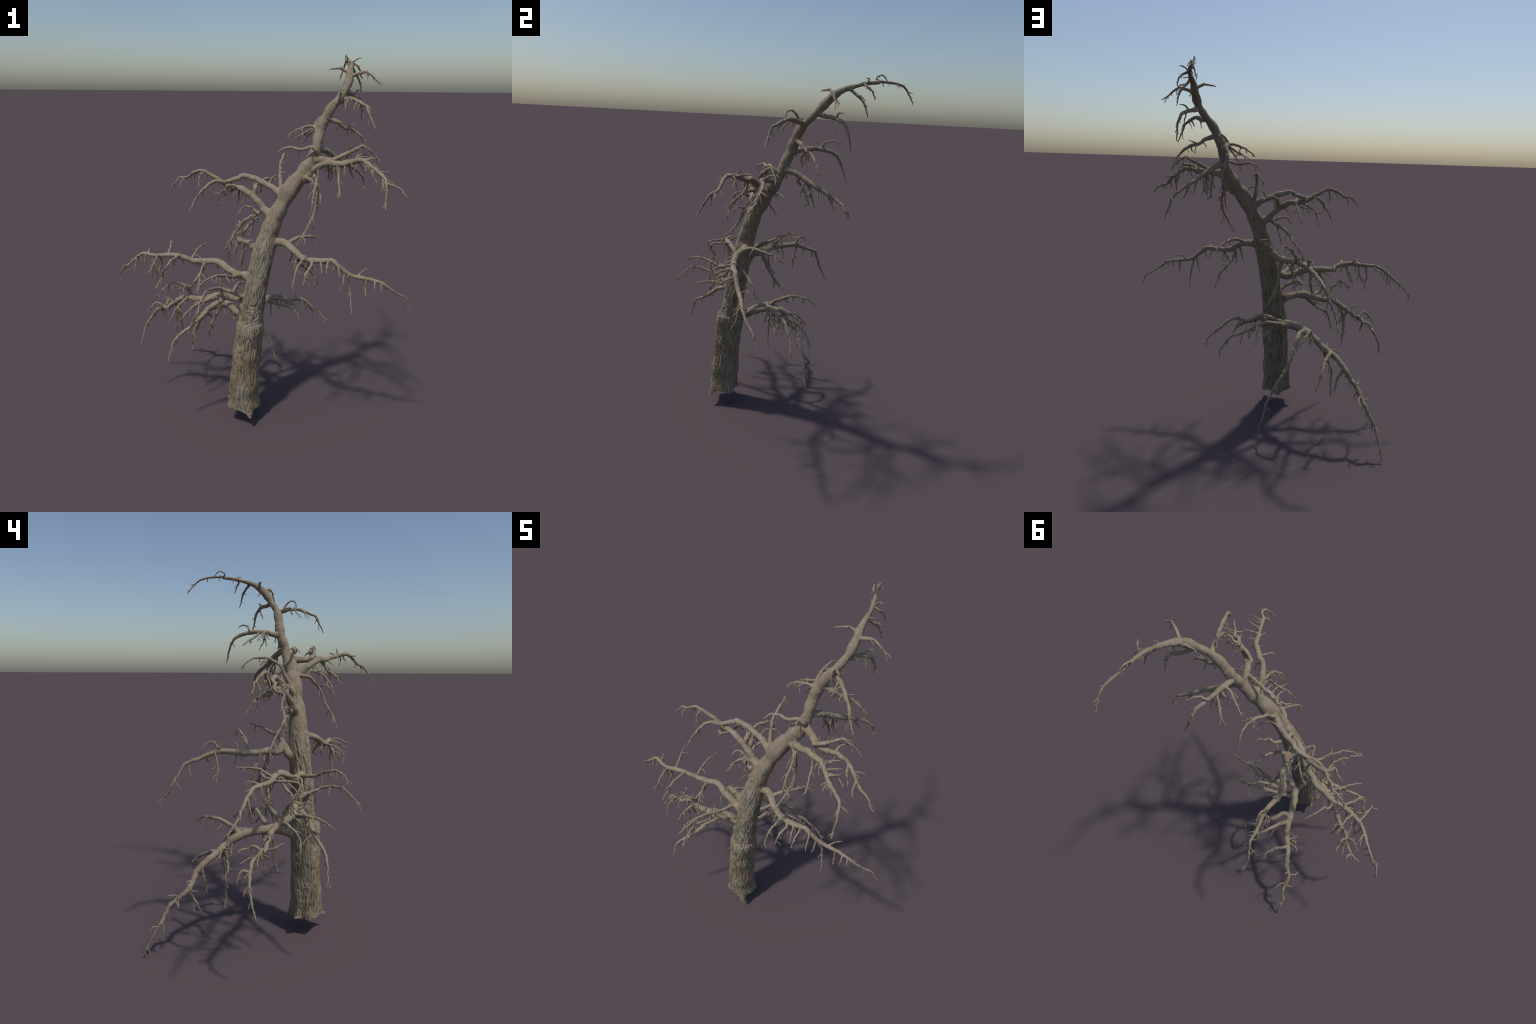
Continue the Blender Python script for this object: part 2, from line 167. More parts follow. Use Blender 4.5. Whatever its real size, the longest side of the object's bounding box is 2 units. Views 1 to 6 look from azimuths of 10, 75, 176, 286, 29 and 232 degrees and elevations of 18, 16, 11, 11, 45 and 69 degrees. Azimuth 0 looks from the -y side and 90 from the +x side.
limb('q', 'P2', 0.0105, [(0.058, -0.164, 1.185), (0.018, -0.151, 1.18), (0.002, -0.146, 1.173), (-0.014, -0.144, 1.166), (-0.028, -0.144, 1.155), (-0.053, -0.14, 1.135), (-0.072, -0.134, 1.114), (-0.086, -0.125, 1.092), (-0.108, -0.113, 1.062), (-0.14, -0.1, 1.019), (-0.156, -0.1, 0.987), (-0.164, -0.102, 0.971), (-0.169, -0.108, 0.957)])
limb('q2', 'q', 0.0078, [(0.028, -0.167, 1.186), (-0.015, -0.157, 1.214), (-0.056, -0.15, 1.215), (-0.091, -0.157, 1.171)])
limb('q3', 'q', 0.0065, [(0.001, -0.157, 1.166), (-0.004, -0.15, 1.143), (-0.009, -0.141, 1.122), (-0.015, -0.133, 1.102), (-0.022, -0.134, 1.081), (-0.029, -0.142, 1.06)])
limb('y1', 'P1', 0.0115, [(0.138, -0.138, 1.323), (0.131, -0.111, 1.371), (0.13, -0.099, 1.393), (0.129, -0.088, 1.415), (0.127, -0.068, 1.44), (0.129, -0.045, 1.453), (0.131, -0.034, 1.46), (0.133, -0.022, 1.467), (0.134, -0.001, 1.472), (0.129, 0.056, 1.473), (0.111, 0.101, 1.454), (0.088, 0.131, 1.417), (0.087, 0.135, 1.413)])
limb('Ma', 'T', 0.0200, [(0.329, -0.105, 1.466), (0.41, -0.185, 1.47), (0.405, -0.177, 1.467), (0.423, -0.192, 1.468), (0.407, -0.179, 1.468), (0.426, -0.194, 1.467), (0.473, -0.209, 1.47), (0.494, -0.215, 1.478), (0.519, -0.218, 1.482), (0.549, -0.231, 1.483), (0.57, -0.229, 1.468), (0.592, -0.236, 1.452), (0.618, -0.256, 1.434), (0.643, -0.275, 1.407), (0.656, -0.28, 1.392), (0.676, -0.297, 1.385), (0.706, -0.307, 1.375), (0.719, -0.321, 1.37), (0.739, -0.339, 1.347), (0.754, -0.34, 1.327)])
limb('Mb', 'T', 0.0200, [(0.277, -0.139, 1.374), (0.318, -0.199, 1.431), (0.347, -0.232, 1.457), (0.371, -0.246, 1.467), (0.402, -0.252, 1.47), (0.426, -0.264, 1.471), (0.457, -0.277, 1.47), (0.472, -0.288, 1.476), (0.484, -0.306, 1.483), (0.506, -0.338, 1.495), (0.536, -0.382, 1.504), (0.553, -0.402, 1.495), (0.565, -0.412, 1.489), (0.574, -0.417, 1.482), (0.621, -0.445, 1.447), (0.636, -0.473, 1.433), (0.639, -0.498, 1.407), (0.641, -0.508, 1.391), (0.639, -0.521, 1.369), (0.638, -0.537, 1.343), (0.639, -0.551, 1.32)])
limb('Mc', 'Ma', 0.0115, [(0.405, -0.2, 1.482), (0.452, -0.206, 1.506), (0.477, -0.197, 1.519), (0.501, -0.193, 1.531), (0.524, -0.182, 1.542), (0.54, -0.187, 1.547), (0.566, -0.187, 1.535), (0.589, -0.185, 1.518), (0.611, -0.18, 1.492), (0.625, -0.187, 1.476)])
limb('Md', 'T', 0.0115, [(0.295, -0.179, 1.376), (0.314, -0.214, 1.365), (0.325, -0.233, 1.341), (0.333, -0.249, 1.325), (0.336, -0.263, 1.305), (0.335, -0.276, 1.281), (0.332, -0.282, 1.262), (0.323, -0.293, 1.236), (0.312, -0.312, 1.203), (0.299, -0.335, 1.172), (0.289, -0.352, 1.151), (0.275, -0.362, 1.13), (0.262, -0.372, 1.108), (0.248, -0.383, 1.086)])
limb('Me', 'Md', 0.0104, [(0.312, -0.214, 1.403), (0.32, -0.247, 1.397), (0.327, -0.276, 1.386), (0.327, -0.296, 1.369), (0.322, -0.312, 1.347), (0.318, -0.329, 1.325), (0.316, -0.338, 1.301), (0.316, -0.346, 1.276), (0.314, -0.347, 1.249)])
limb('X1', 'T', 0.0115, [(0.314, -0.119, 1.511), (0.286, -0.127, 1.529), (0.255, -0.131, 1.521), (0.229, -0.136, 1.518), (0.197, -0.131, 1.525), (0.175, -0.139, 1.529), (0.147, -0.135, 1.52), (0.133, -0.16, 1.512), (0.113, -0.155, 1.486)])
limb('W', 'T', 0.0180, [(0.33, -0.041, 1.514), (0.348, -0.019, 1.507), (0.364, -0, 1.498), (0.378, 0.018, 1.488), (0.393, 0.035, 1.475), (0.41, 0.051, 1.463), (0.432, 0.071, 1.447), (0.447, 0.089, 1.436), (0.465, 0.112, 1.425), (0.487, 0.136, 1.411), (0.501, 0.152, 1.4), (0.519, 0.17, 1.385), (0.538, 0.184, 1.369), (0.558, 0.193, 1.351), (0.566, 0.204, 1.329), (0.576, 0.215, 1.297), (0.588, 0.217, 1.265), (0.595, 0.22, 1.242)])
limb('W1', 'W', 0.0065, [(0.404, 0.036, 1.458), (0.398, 0.056, 1.434), (0.394, 0.069, 1.41), (0.393, 0.077, 1.381), (0.392, 0.087, 1.355), (0.39, 0.097, 1.33)])
limb('W2', 'W', 0.0078, [(0.361, -0.005, 1.486), (0.371, 0.001, 1.463), (0.368, 0.022, 1.439), (0.37, 0.039, 1.409), (0.376, 0.053, 1.375), (0.378, 0.064, 1.346), (0.391, 0.027, 1.332)])
limb('V1', 'T', 0.0160, [(0.309, -0.005, 1.607), (0.301, 0.03, 1.614), (0.296, 0.062, 1.622), (0.291, 0.095, 1.624), (0.289, 0.124, 1.622), (0.289, 0.156, 1.618), (0.29, 0.184, 1.612), (0.291, 0.208, 1.604), (0.283, 0.236, 1.588), (0.285, 0.254, 1.563), (0.288, 0.268, 1.537), (0.295, 0.278, 1.508), (0.302, 0.287, 1.479), (0.309, 0.296, 1.451)])
limb('V1a', 'V1', 0.0070, [(0.285, 0.142, 1.629), (0.294, 0.153, 1.644), (0.304, 0.163, 1.657), (0.312, 0.182, 1.663), (0.319, 0.202, 1.665), (0.331, 0.225, 1.656)])
limb('V1b', 'V1', 0.0070, [(0.276, 0.093, 1.608), (0.215, 0.126, 1.57), (0.231, 0.119, 1.583), (0.205, 0.133, 1.566), (0.191, 0.15, 1.549), (0.186, 0.157, 1.543)])
limb('V1c', 'V1', 0.0080, [(0.294, 0.022, 1.623), (0.264, 0.03, 1.623), (0.238, 0.034, 1.618), (0.213, 0.04, 1.61), (0.187, 0.044, 1.6), (0.16, 0.051, 1.579), (0.143, 0.055, 1.564)])
limb('V1d', 'V1', 0.0070, [(0.283, 0.06, 1.604), (0.26, 0.053, 1.577), (0.252, 0.052, 1.565), (0.237, 0.061, 1.542), (0.225, 0.069, 1.525)])
limb('U3', 'T', 0.0130, [(0.377, -0.008, 1.659), (0.414, -0.004, 1.645), (0.431, 0.004, 1.63), (0.453, 0.014, 1.616), (0.478, 0.017, 1.613), (0.506, 0.024, 1.597), (0.532, 0.027, 1.579), (0.544, 0.033, 1.561), (0.559, 0.037, 1.542), (0.576, 0.049, 1.512)])
limb('U2', 'T', 0.0130, [(0.427, -0.018, 1.749), (0.436, -0.052, 1.761), (0.445, -0.059, 1.762), (0.464, -0.082, 1.765), (0.476, -0.099, 1.764), (0.499, -0.128, 1.755), (0.512, -0.145, 1.748), (0.523, -0.161, 1.742), (0.543, -0.191, 1.728), (0.552, -0.204, 1.705), (0.562, -0.214, 1.682), (0.575, -0.225, 1.658), (0.588, -0.235, 1.633)])
limb('U2b', 'U2', 0.0070, [(0.41, -0.024, 1.756), (0.416, -0.036, 1.779), (0.418, -0.052, 1.797), (0.422, -0.074, 1.807), (0.421, -0.089, 1.798), (0.427, -0.101, 1.772)])
limb('U1', 'T', 0.0120, [(0.451, 0.075, 1.791), (0.464, 0.109, 1.784), (0.481, 0.137, 1.777), (0.51, 0.159, 1.765), (0.518, 0.171, 1.75), (0.529, 0.185, 1.719), (0.533, 0.192, 1.692), (0.534, 0.199, 1.663), (0.536, 0.204, 1.628)])
limb('U1b', 'U1', 0.0050, [(0.482, 0.131, 1.787), (0.495, 0.14, 1.799), (0.505, 0.146, 1.805), (0.526, 0.159, 1.805)])
limb('t1', 'T', 0.0090, [(0.468, 0.1, 1.872), (0.525, 0.094, 1.893), (0.514, 0.096, 1.889), (0.538, 0.091, 1.893), (0.564, 0.085, 1.877), (0.584, 0.086, 1.86), (0.605, 0.086, 1.845), (0.624, 0.086, 1.831)])
limb('t2', 'T', 0.0080, [(0.448, 0.132, 1.906), (0.41, 0.123, 1.91), (0.405, 0.116, 1.912), (0.388, 0.111, 1.912), (0.365, 0.1, 1.909), (0.349, 0.101, 1.904)])
limb('t3', 'T', 0.0080, [(0.471, 0.205, 1.914), (0.476, 0.216, 1.905), (0.491, 0.242, 1.883), (0.508, 0.261, 1.855), (0.517, 0.271, 1.826), (0.519, 0.277, 1.81), (0.521, 0.283, 1.792)])
limb('t4', 'T', 0.0065, [(0.47, 0.262, 1.938), (0.492, 0.279, 1.931), (0.508, 0.297, 1.912), (0.513, 0.306, 1.894), (0.516, 0.314, 1.875)])
limb('t5', 'T', 0.0040, [(0.47, 0.29, 1.951), (0.484, 0.286, 1.962), (0.496, 0.281, 1.967), (0.511, 0.265, 1.97)])
limb('t6', 'T', 0.0050, [(0.448, 0.332, 1.96), (0.435, 0.348, 1.981), (0.431, 0.37, 1.992), (0.429, 0.39, 1.99), (0.427, 0.412, 1.968)])
limb('L1b_twig0', 'L1b', 0.0109, [(0.072, -0.043, 0.636), (0.115, -0.039, 0.625), (0.184, -0.032, 0.609), (0.232, -0.035, 0.576), (0.251, -0.045, 0.537)])
limb('L1b_twig1', 'L1b', 0.0057, [(0.14, -0.012, 0.634), (0.192, -0.009, 0.616), (0.221, -0.006, 0.61), (0.232, -0.014, 0.578)])
limb('L1b_twig2', 'L1b', 0.0057, [(0.066, -0.041, 0.639), (0.078, -0.042, 0.629), (0.091, -0.063, 0.561)])
limb('C1_twig3', 'C1', 0.0080, [(-0.499, -0.176, 0.612), (-0.51, -0.129, 0.626), (-0.521, -0.097, 0.615), (-0.532, -0.065, 0.608), (-0.541, -0.053, 0.582)])
limb('C1_twig4', 'C1', 0.0075, [(-0.589, -0.136, 0.556), (-0.603, -0.1, 0.541), (-0.612, -0.086, 0.519), (-0.621, -0.077, 0.484)])
limb('C1_twig5', 'C1', 0.0057, [(-0.635, -0.143, 0.49), (-0.644, -0.125, 0.469), (-0.651, -0.118, 0.445)])
limb('P2_twig6', 'P2', 0.0057, [(-0.283, -0.115, 1.394), (-0.299, -0.132, 1.352), (-0.303, -0.149, 1.305)])
limb('y1_twig7', 'y1', 0.0046, [(0.13, -0.1, 1.392), (0.16, -0.095, 1.392), (0.181, -0.101, 1.364)])
limb('P1_twig8', 'P1', 0.0057, [(0.069, -0.114, 1.327), (0.088, -0.098, 1.367), (0.107, -0.09, 1.38)])
limb('Ma_twig9', 'Ma', 0.0052, [(0.639, -0.273, 1.411), (0.637, -0.306, 1.382), (0.647, -0.328, 1.359)])
limb('Ma_twig10', 'Ma', 0.0046, [(0.613, -0.252, 1.438), (0.64, -0.241, 1.435), (0.667, -0.233, 1.428)])
limb('Ma_twig11', 'Ma', 0.0057, [(0.584, -0.232, 1.457), (0.588, -0.257, 1.434), (0.61, -0.297, 1.389)])
limb('Mb_twig12', 'Mb', 0.0057, [(0.53, -0.373, 1.503), (0.571, -0.362, 1.493), (0.613, -0.375, 1.462)])
limb('Mb_twig13', 'Mb', 0.0046, [(0.557, -0.405, 1.493), (0.549, -0.424, 1.48), (0.546, -0.443, 1.466)])
limb('Mb_twig14', 'Mb', 0.0046, [(0.461, -0.279, 1.471), (0.457, -0.299, 1.455), (0.454, -0.314, 1.444)])
limb('Mb_twig15', 'Mb', 0.0052, [(0.501, -0.331, 1.493), (0.528, -0.299, 1.508), (0.558, -0.281, 1.509)])
limb('Mb_twig16', 'Mb', 0.0046, [(0.632, -0.463, 1.438), (0.655, -0.463, 1.427), (0.671, -0.466, 1.417)])
limb('Ma_twig17', 'Ma', 0.0069, [(0.511, -0.217, 1.481), (0.524, -0.184, 1.503), (0.562, -0.159, 1.507)])
limb('Mb_twig18', 'Mb', 0.0052, [(0.538, -0.385, 1.504), (0.57, -0.375, 1.511), (0.592, -0.368, 1.516)])
limb('Mb_twig19', 'Mb', 0.0057, [(0.516, -0.353, 1.499), (0.55, -0.338, 1.505), (0.585, -0.329, 1.514)])
limb('Mb_twig20', 'Mb', 0.0046, [(0.483, -0.304, 1.483), (0.504, -0.283, 1.484), (0.516, -0.276, 1.486)])
limb('Mb_twig21', 'Mb', 0.0046, [(0.558, -0.406, 1.493), (0.544, -0.422, 1.493), (0.536, -0.441, 1.495)])
limb('L1_twig22', 'L1', 0.0057, [(-0.27, 0.117, 0.511), (-0.294, 0.075, 0.514), (-0.301, 0.044, 0.519)])
limb('L1_twig23', 'L1', 0.0057, [(-0.276, 0.12, 0.507), (-0.346, 0.102, 0.491), (-0.368, 0.116, 0.481)])
limb('L1_twig24', 'L1', 0.0052, [(-0.43, 0.236, 0.342), (-0.456, 0.202, 0.342), (-0.46, 0.173, 0.348)])
limb('L1_twig25', 'L1', 0.0052, [(-0.456, 0.275, 0.3), (-0.438, 0.311, 0.297), (-0.436, 0.353, 0.288)])
limb('L1_twig26', 'L1', 0.0046, [(-0.464, 0.296, 0.28), (-0.486, 0.275, 0.279), (-0.502, 0.261, 0.277)])
limb('C1_twig27', 'C1', 0.0046, [(-0.501, -0.175, 0.611), (-0.497, -0.213, 0.62), (-0.457, -0.262, 0.644)])
limb('C1_twig28', 'C1', 0.0046, [(-0.528, -0.157, 0.597), (-0.543, -0.186, 0.599), (-0.559, -0.208, 0.599)])
limb('C1_twig29', 'C1', 0.0057, [(-0.522, -0.162, 0.599), (-0.549, -0.114, 0.58), (-0.58, -0.078, 0.562)])
limb('Bb_twig30', 'Bb', 0.0052, [(-0.595, -0.18, 0.928), (-0.608, -0.144, 0.916), (-0.631, -0.12, 0.903)])
limb('Bb_twig31', 'Bb', 0.0057, [(-0.433, -0.198, 0.937), (-0.443, -0.187, 0.885), (-0.454, -0.176, 0.832)])
limb('Bb_twig32', 'Bb', 0.0063, [(-0.483, -0.203, 0.937), (-0.514, -0.188, 0.87), (-0.538, -0.181, 0.841), (-0.556, -0.167, 0.777)])
limb('Bb_twig33', 'Bb', 0.0057, [(-0.55, -0.2, 0.93), (-0.561, -0.187, 0.871), (-0.554, -0.178, 0.818)])
limb('Bb_twig34', 'Bb', 0.0046, [(-0.663, -0.151, 0.905), (-0.659, -0.144, 0.871), (-0.657, -0.139, 0.845)])
limb('Bb_twig35', 'Bb', 0.0046, [(-0.694, -0.141, 0.879), (-0.693, -0.135, 0.846), (-0.686, -0.131, 0.82)])
limb('Bb_twig36', 'Bb', 0.0040, [(-0.757, -0.135, 0.828), (-0.752, -0.132, 0.813), (-0.745, -0.129, 0.795)])
limb('C1_twig37', 'C1', 0.0057, [(-0.457, -0.177, 0.642), (-0.493, -0.18, 0.673), (-0.524, -0.175, 0.66)])
limb('C1_twig38', 'C1', 0.0080, [(-0.501, -0.175, 0.611), (-0.557, -0.176, 0.634), (-0.593, -0.169, 0.608), (-0.611, -0.16, 0.569)])
limb('C1_twig39', 'C1', 0.0080, [(-0.41, -0.184, 0.676), (-0.432, -0.169, 0.603), (-0.426, -0.153, 0.519), (-0.416, -0.136, 0.427)])
limb('C1_twig40', 'C1', 0.0057, [(-0.55, -0.145, 0.587), (-0.535, -0.139, 0.549), (-0.524, -0.133, 0.517)])
limb('A_twig41', 'A', 0.0057, [(0.325, -0.307, 0.993), (0.299, -0.297, 0.951), (0.288, -0.291, 0.921)])
limb('A_twig42', 'A', 0.0046, [(0.595, -0.318, 0.919), (0.591, -0.311, 0.88), (0.593, -0.306, 0.853)])
limb('W_twig43', 'W', 0.0057, [(0.443, 0.084, 1.439), (0.456, 0.084, 1.394), (0.464, 0.075, 1.357)])
limb('W_twig44', 'W', 0.0069, [(0.478, 0.127, 1.416), (0.494, 0.141, 1.375), (0.509, 0.159, 1.339)])
limb('W_twig45', 'W', 0.0063, [(0.381, 0.021, 1.486), (0.397, 0.018, 1.428), (0.413, 0.036, 1.386), (0.427, 0.048, 1.349)])
limb('U3_twig46', 'U3', 0.0046, [(0.445, 0.011, 1.62), (0.472, 0.019, 1.63), (0.496, 0.026, 1.638)])
limb('U3_twig47', 'U3', 0.0046, [(0.478, 0.017, 1.612), (0.484, 0.012, 1.593), (0.477, 0.005, 1.578)])
limb('U2_twig48', 'U2', 0.0057, [(0.502, -0.132, 1.753), (0.491, -0.138, 1.739), (0.483, -0.146, 1.719)])
limb('U2_twig49', 'U2', 0.0052, [(0.445, -0.059, 1.762), (0.441, -0.064, 1.749), (0.44, -0.071, 1.728)])
limb('R_twig50', 'R', 0.0069, [(-0.152, 0.176, 0.992), (-0.161, 0.167, 1.014), (-0.168, 0.171, 1.041)])
limb('R_twig51', 'R', 0.0069, [(-0.154, 0.182, 0.991), (-0.163, 0.186, 0.953), (-0.172, 0.177, 0.895), (-0.185, 0.178, 0.83)])
limb('R_twig52', 'R', 0.0080, [(-0.146, 0.158, 0.993), (-0.15, 0.197, 1.032), (-0.159, 0.229, 1.037), (-0.176, 0.264, 1.003)])
limb('R_twig53', 'R', 0.0057, [(-0.135, 0.079, 0.988), (-0.129, 0.084, 1.025), (-0.131, 0.101, 1.041)])
limb('R_twig54', 'R', 0.0052, [(-0.209, 0.318, 0.936), (-0.217, 0.318, 0.895), (-0.219, 0.305, 0.865)])
limb('Bb_twig55', 'Bb', 0.0057, [(-0.677, -0.146, 0.894), (-0.682, -0.156, 0.854), (-0.687, -0.171, 0.809)])
limb('Bb_twig56', 'Bb', 0.0057, [(-0.592, -0.182, 0.928), (-0.601, -0.144, 0.943), (-0.608, -0.119, 0.943)])
limb('Bb_twig57', 'Bb', 0.0069, [(-0.463, -0.201, 0.939), (-0.472, -0.157, 0.962), (-0.474, -0.14, 0.973), (-0.489, -0.087, 0.981), (-0.501, -0.047, 0.978)])
limb('Bb_twig58', 'Bb', 0.0069, [(-0.555, -0.198, 0.93), (-0.564, -0.203, 0.876), (-0.57, -0.219, 0.824)])
limb('Bb_twig59', 'Bb', 0.0057, [(-0.287, -0.177, 0.904), (-0.277, -0.24, 0.86), (-0.274, -0.277, 0.819), (-0.278, -0.303, 0.76)])
limb('B2_twig60', 'B2', 0.0046, [(-0.138, -0.357, 0.826), (-0.129, -0.363, 0.862), (-0.118, -0.357, 0.926)])
limb('Ma_twig61', 'Ma', 0.0057, [(0.465, -0.207, 1.469), (0.468, -0.185, 1.52), (0.478, -0.201, 1.546)])
limb('Mb_twig62', 'Mb', 0.0057, [(0.507, -0.34, 1.496), (0.512, -0.327, 1.536)])
limb('Mb_twig63', 'Mb', 0.0069, [(0.436, -0.269, 1.471), (0.43, -0.283, 1.418), (0.437, -0.335, 1.374), (0.442, -0.38, 1.335)])
limb('Md_twig64', 'Md', 0.0057, [(0.336, -0.259, 1.312), (0.349, -0.299, 1.322), (0.353, -0.333, 1.29)])
limb('A_twig65', 'A', 0.0080, [(0.226, -0.273, 1.033), (0.21, -0.256, 0.979), (0.196, -0.242, 0.927)])
limb('A_twig66', 'A', 0.0057, [(0.355, -0.311, 0.995), (0.371, -0.364, 0.998), (0.378, -0.408, 0.966)])
limb('A_twig67', 'A', 0.0057, [(0.489, -0.318, 0.95), (0.484, -0.337, 0.897), (0.471, -0.333, 0.837)])
limb('L1_twig68', 'L1', 0.0057, [(-0.123, -0.062, 0.578), (-0.132, -0.061, 0.535), (-0.133, -0.072, 0.509)])
limb('L1_twig69', 'L1', 0.0057, [(-0.503, 0.345, 0.2), (-0.508, 0.345, 0.174), (-0.516, 0.338, 0.123)])
limb('L1_twig70', 'L1', 0.0046, [(-0.522, 0.362, 0.161), (-0.529, 0.384, 0.162), (-0.536, 0.399, 0.15)])
limb('L1_twig71', 'L1', 0.0057, [(-0.41, 0.225, 0.371), (-0.417, 0.249, 0.369), (-0.422, 0.251, 0.347)])
limb('L1_twig72', 'L1', 0.0057, [(-0.457, 0.277, 0.297), (-0.461, 0.291, 0.296), (-0.468, 0.302, 0.281)])
limb('L1e_twig73', 'L1e', 0.0052, [(-0.174, 0.141, 0.619), (-0.186, 0.161, 0.589), (-0.196, 0.184, 0.573)])
limb('L1e_twig74', 'L1e', 0.0052, [(-0.15, 0.238, 0.631), (-0.161, 0.263, 0.614), (-0.172, 0.272, 0.571)])

# ------------------------------------------------------------------ curves and radii
CUT = 0.0042        # limbs thinner than this are built as plain tubes, not in the fused body
SP = {}             # name -> dict(C, s, R, parent, primary)
C, s = catmull(TRUNK, 0.006)
ctrl = np.asarray(TRUNK)
si = np.array([s[np.argmin(np.linalg.norm(C - p, axis=1))] for p in ctrl])
R = np.interp(s, si, TRUNK_R)
R *= 1 - 0.055 * np.exp(-((s - 0.31) / 0.09) ** 2) + 0.03 * np.exp(-((s - 0.485) / 0.05) ** 2)
R *= 1 - 0.055 * np.cos(2 * math.pi * (s - 1.779) / 0.081 + 0.6 * np.sin(s * 9)) * smooth01((s - 1.35) / 0.2)   # ring-like swellings up the leader
SP['T'] = dict(C=C, s=s, R=R, parent=None, primary='T')

for name, (parent, r0, pts) in LIMBS.items():
    par = SP[parent]
    P = np.asarray(pts, float)
    d = np.linalg.norm(par['C'] - P[0], axis=1) - par['R'] * 0.5
    i = int(np.argmin(d))
    back = int(0.5 * par['R'][i] / 0.006) if parent == 'T' else 1
    root = par['C'][max(0, i - back)]
    pr = par['R'][i]
    # drop fitted points that lie deep inside the parent
    while len(P) > 3:
        dd = np.linalg.norm(par['C'] - P[0], axis=1); j = int(np.argmin(dd - par['R']))
        if dd[j] > par['R'][j] * 0.95: break
        P = P[1:]
    i = int(np.argmin(np.linalg.norm(par['C'] - P[0], axis=1) - par['R'] * 0.5))
    back = int(0.5 * par['R'][i] / 0.006) if parent == 'T' else 1
    root = par['C'][max(0, i - back)]; pr = par['R'][i]
    P = np.vstack([root, P])
    C, s = catmull(P, 0.005)
    # crooked, knobbly wood
    k = sum(ord(ch) * (n + 3) for n, ch in enumerate(name))
    q = np.stack([s * 50, np.full_like(s, k * 0.37), np.full_like(s, 0.5)], 1)
    amp = 0.0026 * smooth01((s - pr) / 0.05) * smooth01((s[-1] - s) / 0.03)
    C = C + amp[:, None] * np.stack([perlin(q, 1), perlin(q, 2), perlin(q, 3)], 1)
    C[:, 2] = np.maximum(C[:, 2], 0.0035)
    L = s[-1]
    out = np.maximum(0, s - pr * 0.8)                     # length outside the parent
    t = np.clip(out / max(1e-6, L - pr * 0.8), 0, 1)
    tip = 0.0020 if r0 > 0.012 else 0.0018
    e = 0.85 if L > 0.3 else 0.75
    R = tip + (min(r0, pr * 0.92) - tip) * (1 - t) ** e
    R *= 1 + 0.10 * perlin(np.stack([s / (r0 * 4.5), np.full_like(s, k * 0.11), np.full_like(s, 3.3)], 1), 4) * (R > 0.004)
    R *= 1 + 0.35 * np.exp(-out / (0.8 * r0)) * (r0 < 0.7 * pr)   # branch collar
    prim = name if parent == 'T' else par['primary']
    SP[name] = dict(C=C, s=s, R=R, parent=parent, primary=prim)

names = list(SP)

# ------------------------------------------------------------------ fused wood body
body = Geo(); ends = {}
# trunk: root flare, ragged broken foot, lobed section
tr = SP['T']; C, s, R = tr['C'], tr['s'], tr['R']
n = 96
Tt, Ut, Vt = frames(C)
a = np.linspace(0, 2 * math.pi, n, endpoint=False)
ring = Ut[:, None] * np.cos(a)[None, :, None] + Vt[:, None] * np.sin(a)[None, :, None]
az = np.arctan2(ring[..., 1], ring[..., 0])
R2 = np.repeat(R[:, None], n, 1)
LOBES = [(-63, .030, 15), (17, .010, 20), (98, .018, 16), (160, .033, 14), (213, .026, 22), (-20, .006, 20)]
height = s[:, None]
for deg, amp, wid in LOBES:
    da = (np.degrees(az) - deg + 180) % 360 - 180
    R2 += 0.8 * amp * np.exp(-(da / wid) ** 2) * np.exp(-(height / 0.06) ** 1.3)
    R2 += amp * 0.35 * np.exp(-(da / (wid * 0.6)) ** 2) * np.exp(-height / 0.016)
    R2 += amp * 0.12 * np.exp(-(da / (wid * 1.5)) ** 2) * np.exp(-height / 0.35)
# slow muscular swellings of the lower trunk
q = np.stack([np.cos(az) * 1.3, np.sin(az) * 1.3, np.repeat(height * 7, n, 1)], -1).reshape(-1, 3)
R2 *= 1 + (0.065 * perlin(q, 21)).reshape(R2.shape)
# the ledge of torn bark on the front, about half a metre up
da = (np.degrees(az) + 75 + 180) % 360 - 180
front = np.exp(-(da / 80) ** 2)
ragged = 0.518 + 0.014 * perlin(np.stack([np.cos(az) * 3, np.sin(az) * 3, az * 0], -1).reshape(-1, 3), 5).reshape(az.shape)
R2 += 0.006 * front * np.exp(-((height - ragged + 0.04) / 0.05) ** 2) * (height < ragged)
R2 -= 0.011 * front * smooth01((height - ragged) / 0.010) * smooth01((0.72 - height) / 0.14)
TC = np.repeat(C[:, None], n, 1) + ring * R2[..., None]
# hem of the foot: lobes hang lower, the rest is broken higher
rim = np.zeros(n)
a0 = np.degrees(az[0])
for deg, low, wid in [(-63, -.022, 13), (17, -.010, 18), (98, -.012, 20), (160, .012, 16), (213, .022, 26), (60, .006, 16), (-25, .006, 14)]:
    rim += low * np.exp(-(((a0 - deg + 180) % 360 - 180) / wid) ** 2)
rim += 0.007 * perlin(np.stack([np.cos(a0 * math.pi / 180) * 6, np.sin(a0 * math.pi / 180) * 6, a0 * 0], 1), 8)
rim += 0.003
fall = np.exp(-height / 0.05)
TC[..., 2] += rim[None] * fall
v, qd, td, nr = tube(C, R, n)
v[:len(C) * n] = TC.reshape(-1, 3)
v[-2] = C[0] + Vector((0, 0, 0.02))                       # hollowed underside
body.add(v, qd, td, nr)

for name in names[1:]:
    sp = SP[name]; C, s, R = sp['C'], sp['s'], sp['R']
    thick = np.where(R > CUT)[0]
    cut = int(thick[-1]) + 1 if len(thick) else 0
    if cut >= 4:
        body.add(*tube(C[:cut], R[:cut], 20 if R[0] > 0.01 else 14))
    i0 = max(0, cut - 3) if cut >= 4 else 0
    ends[name] = (i0, cut >= 4)

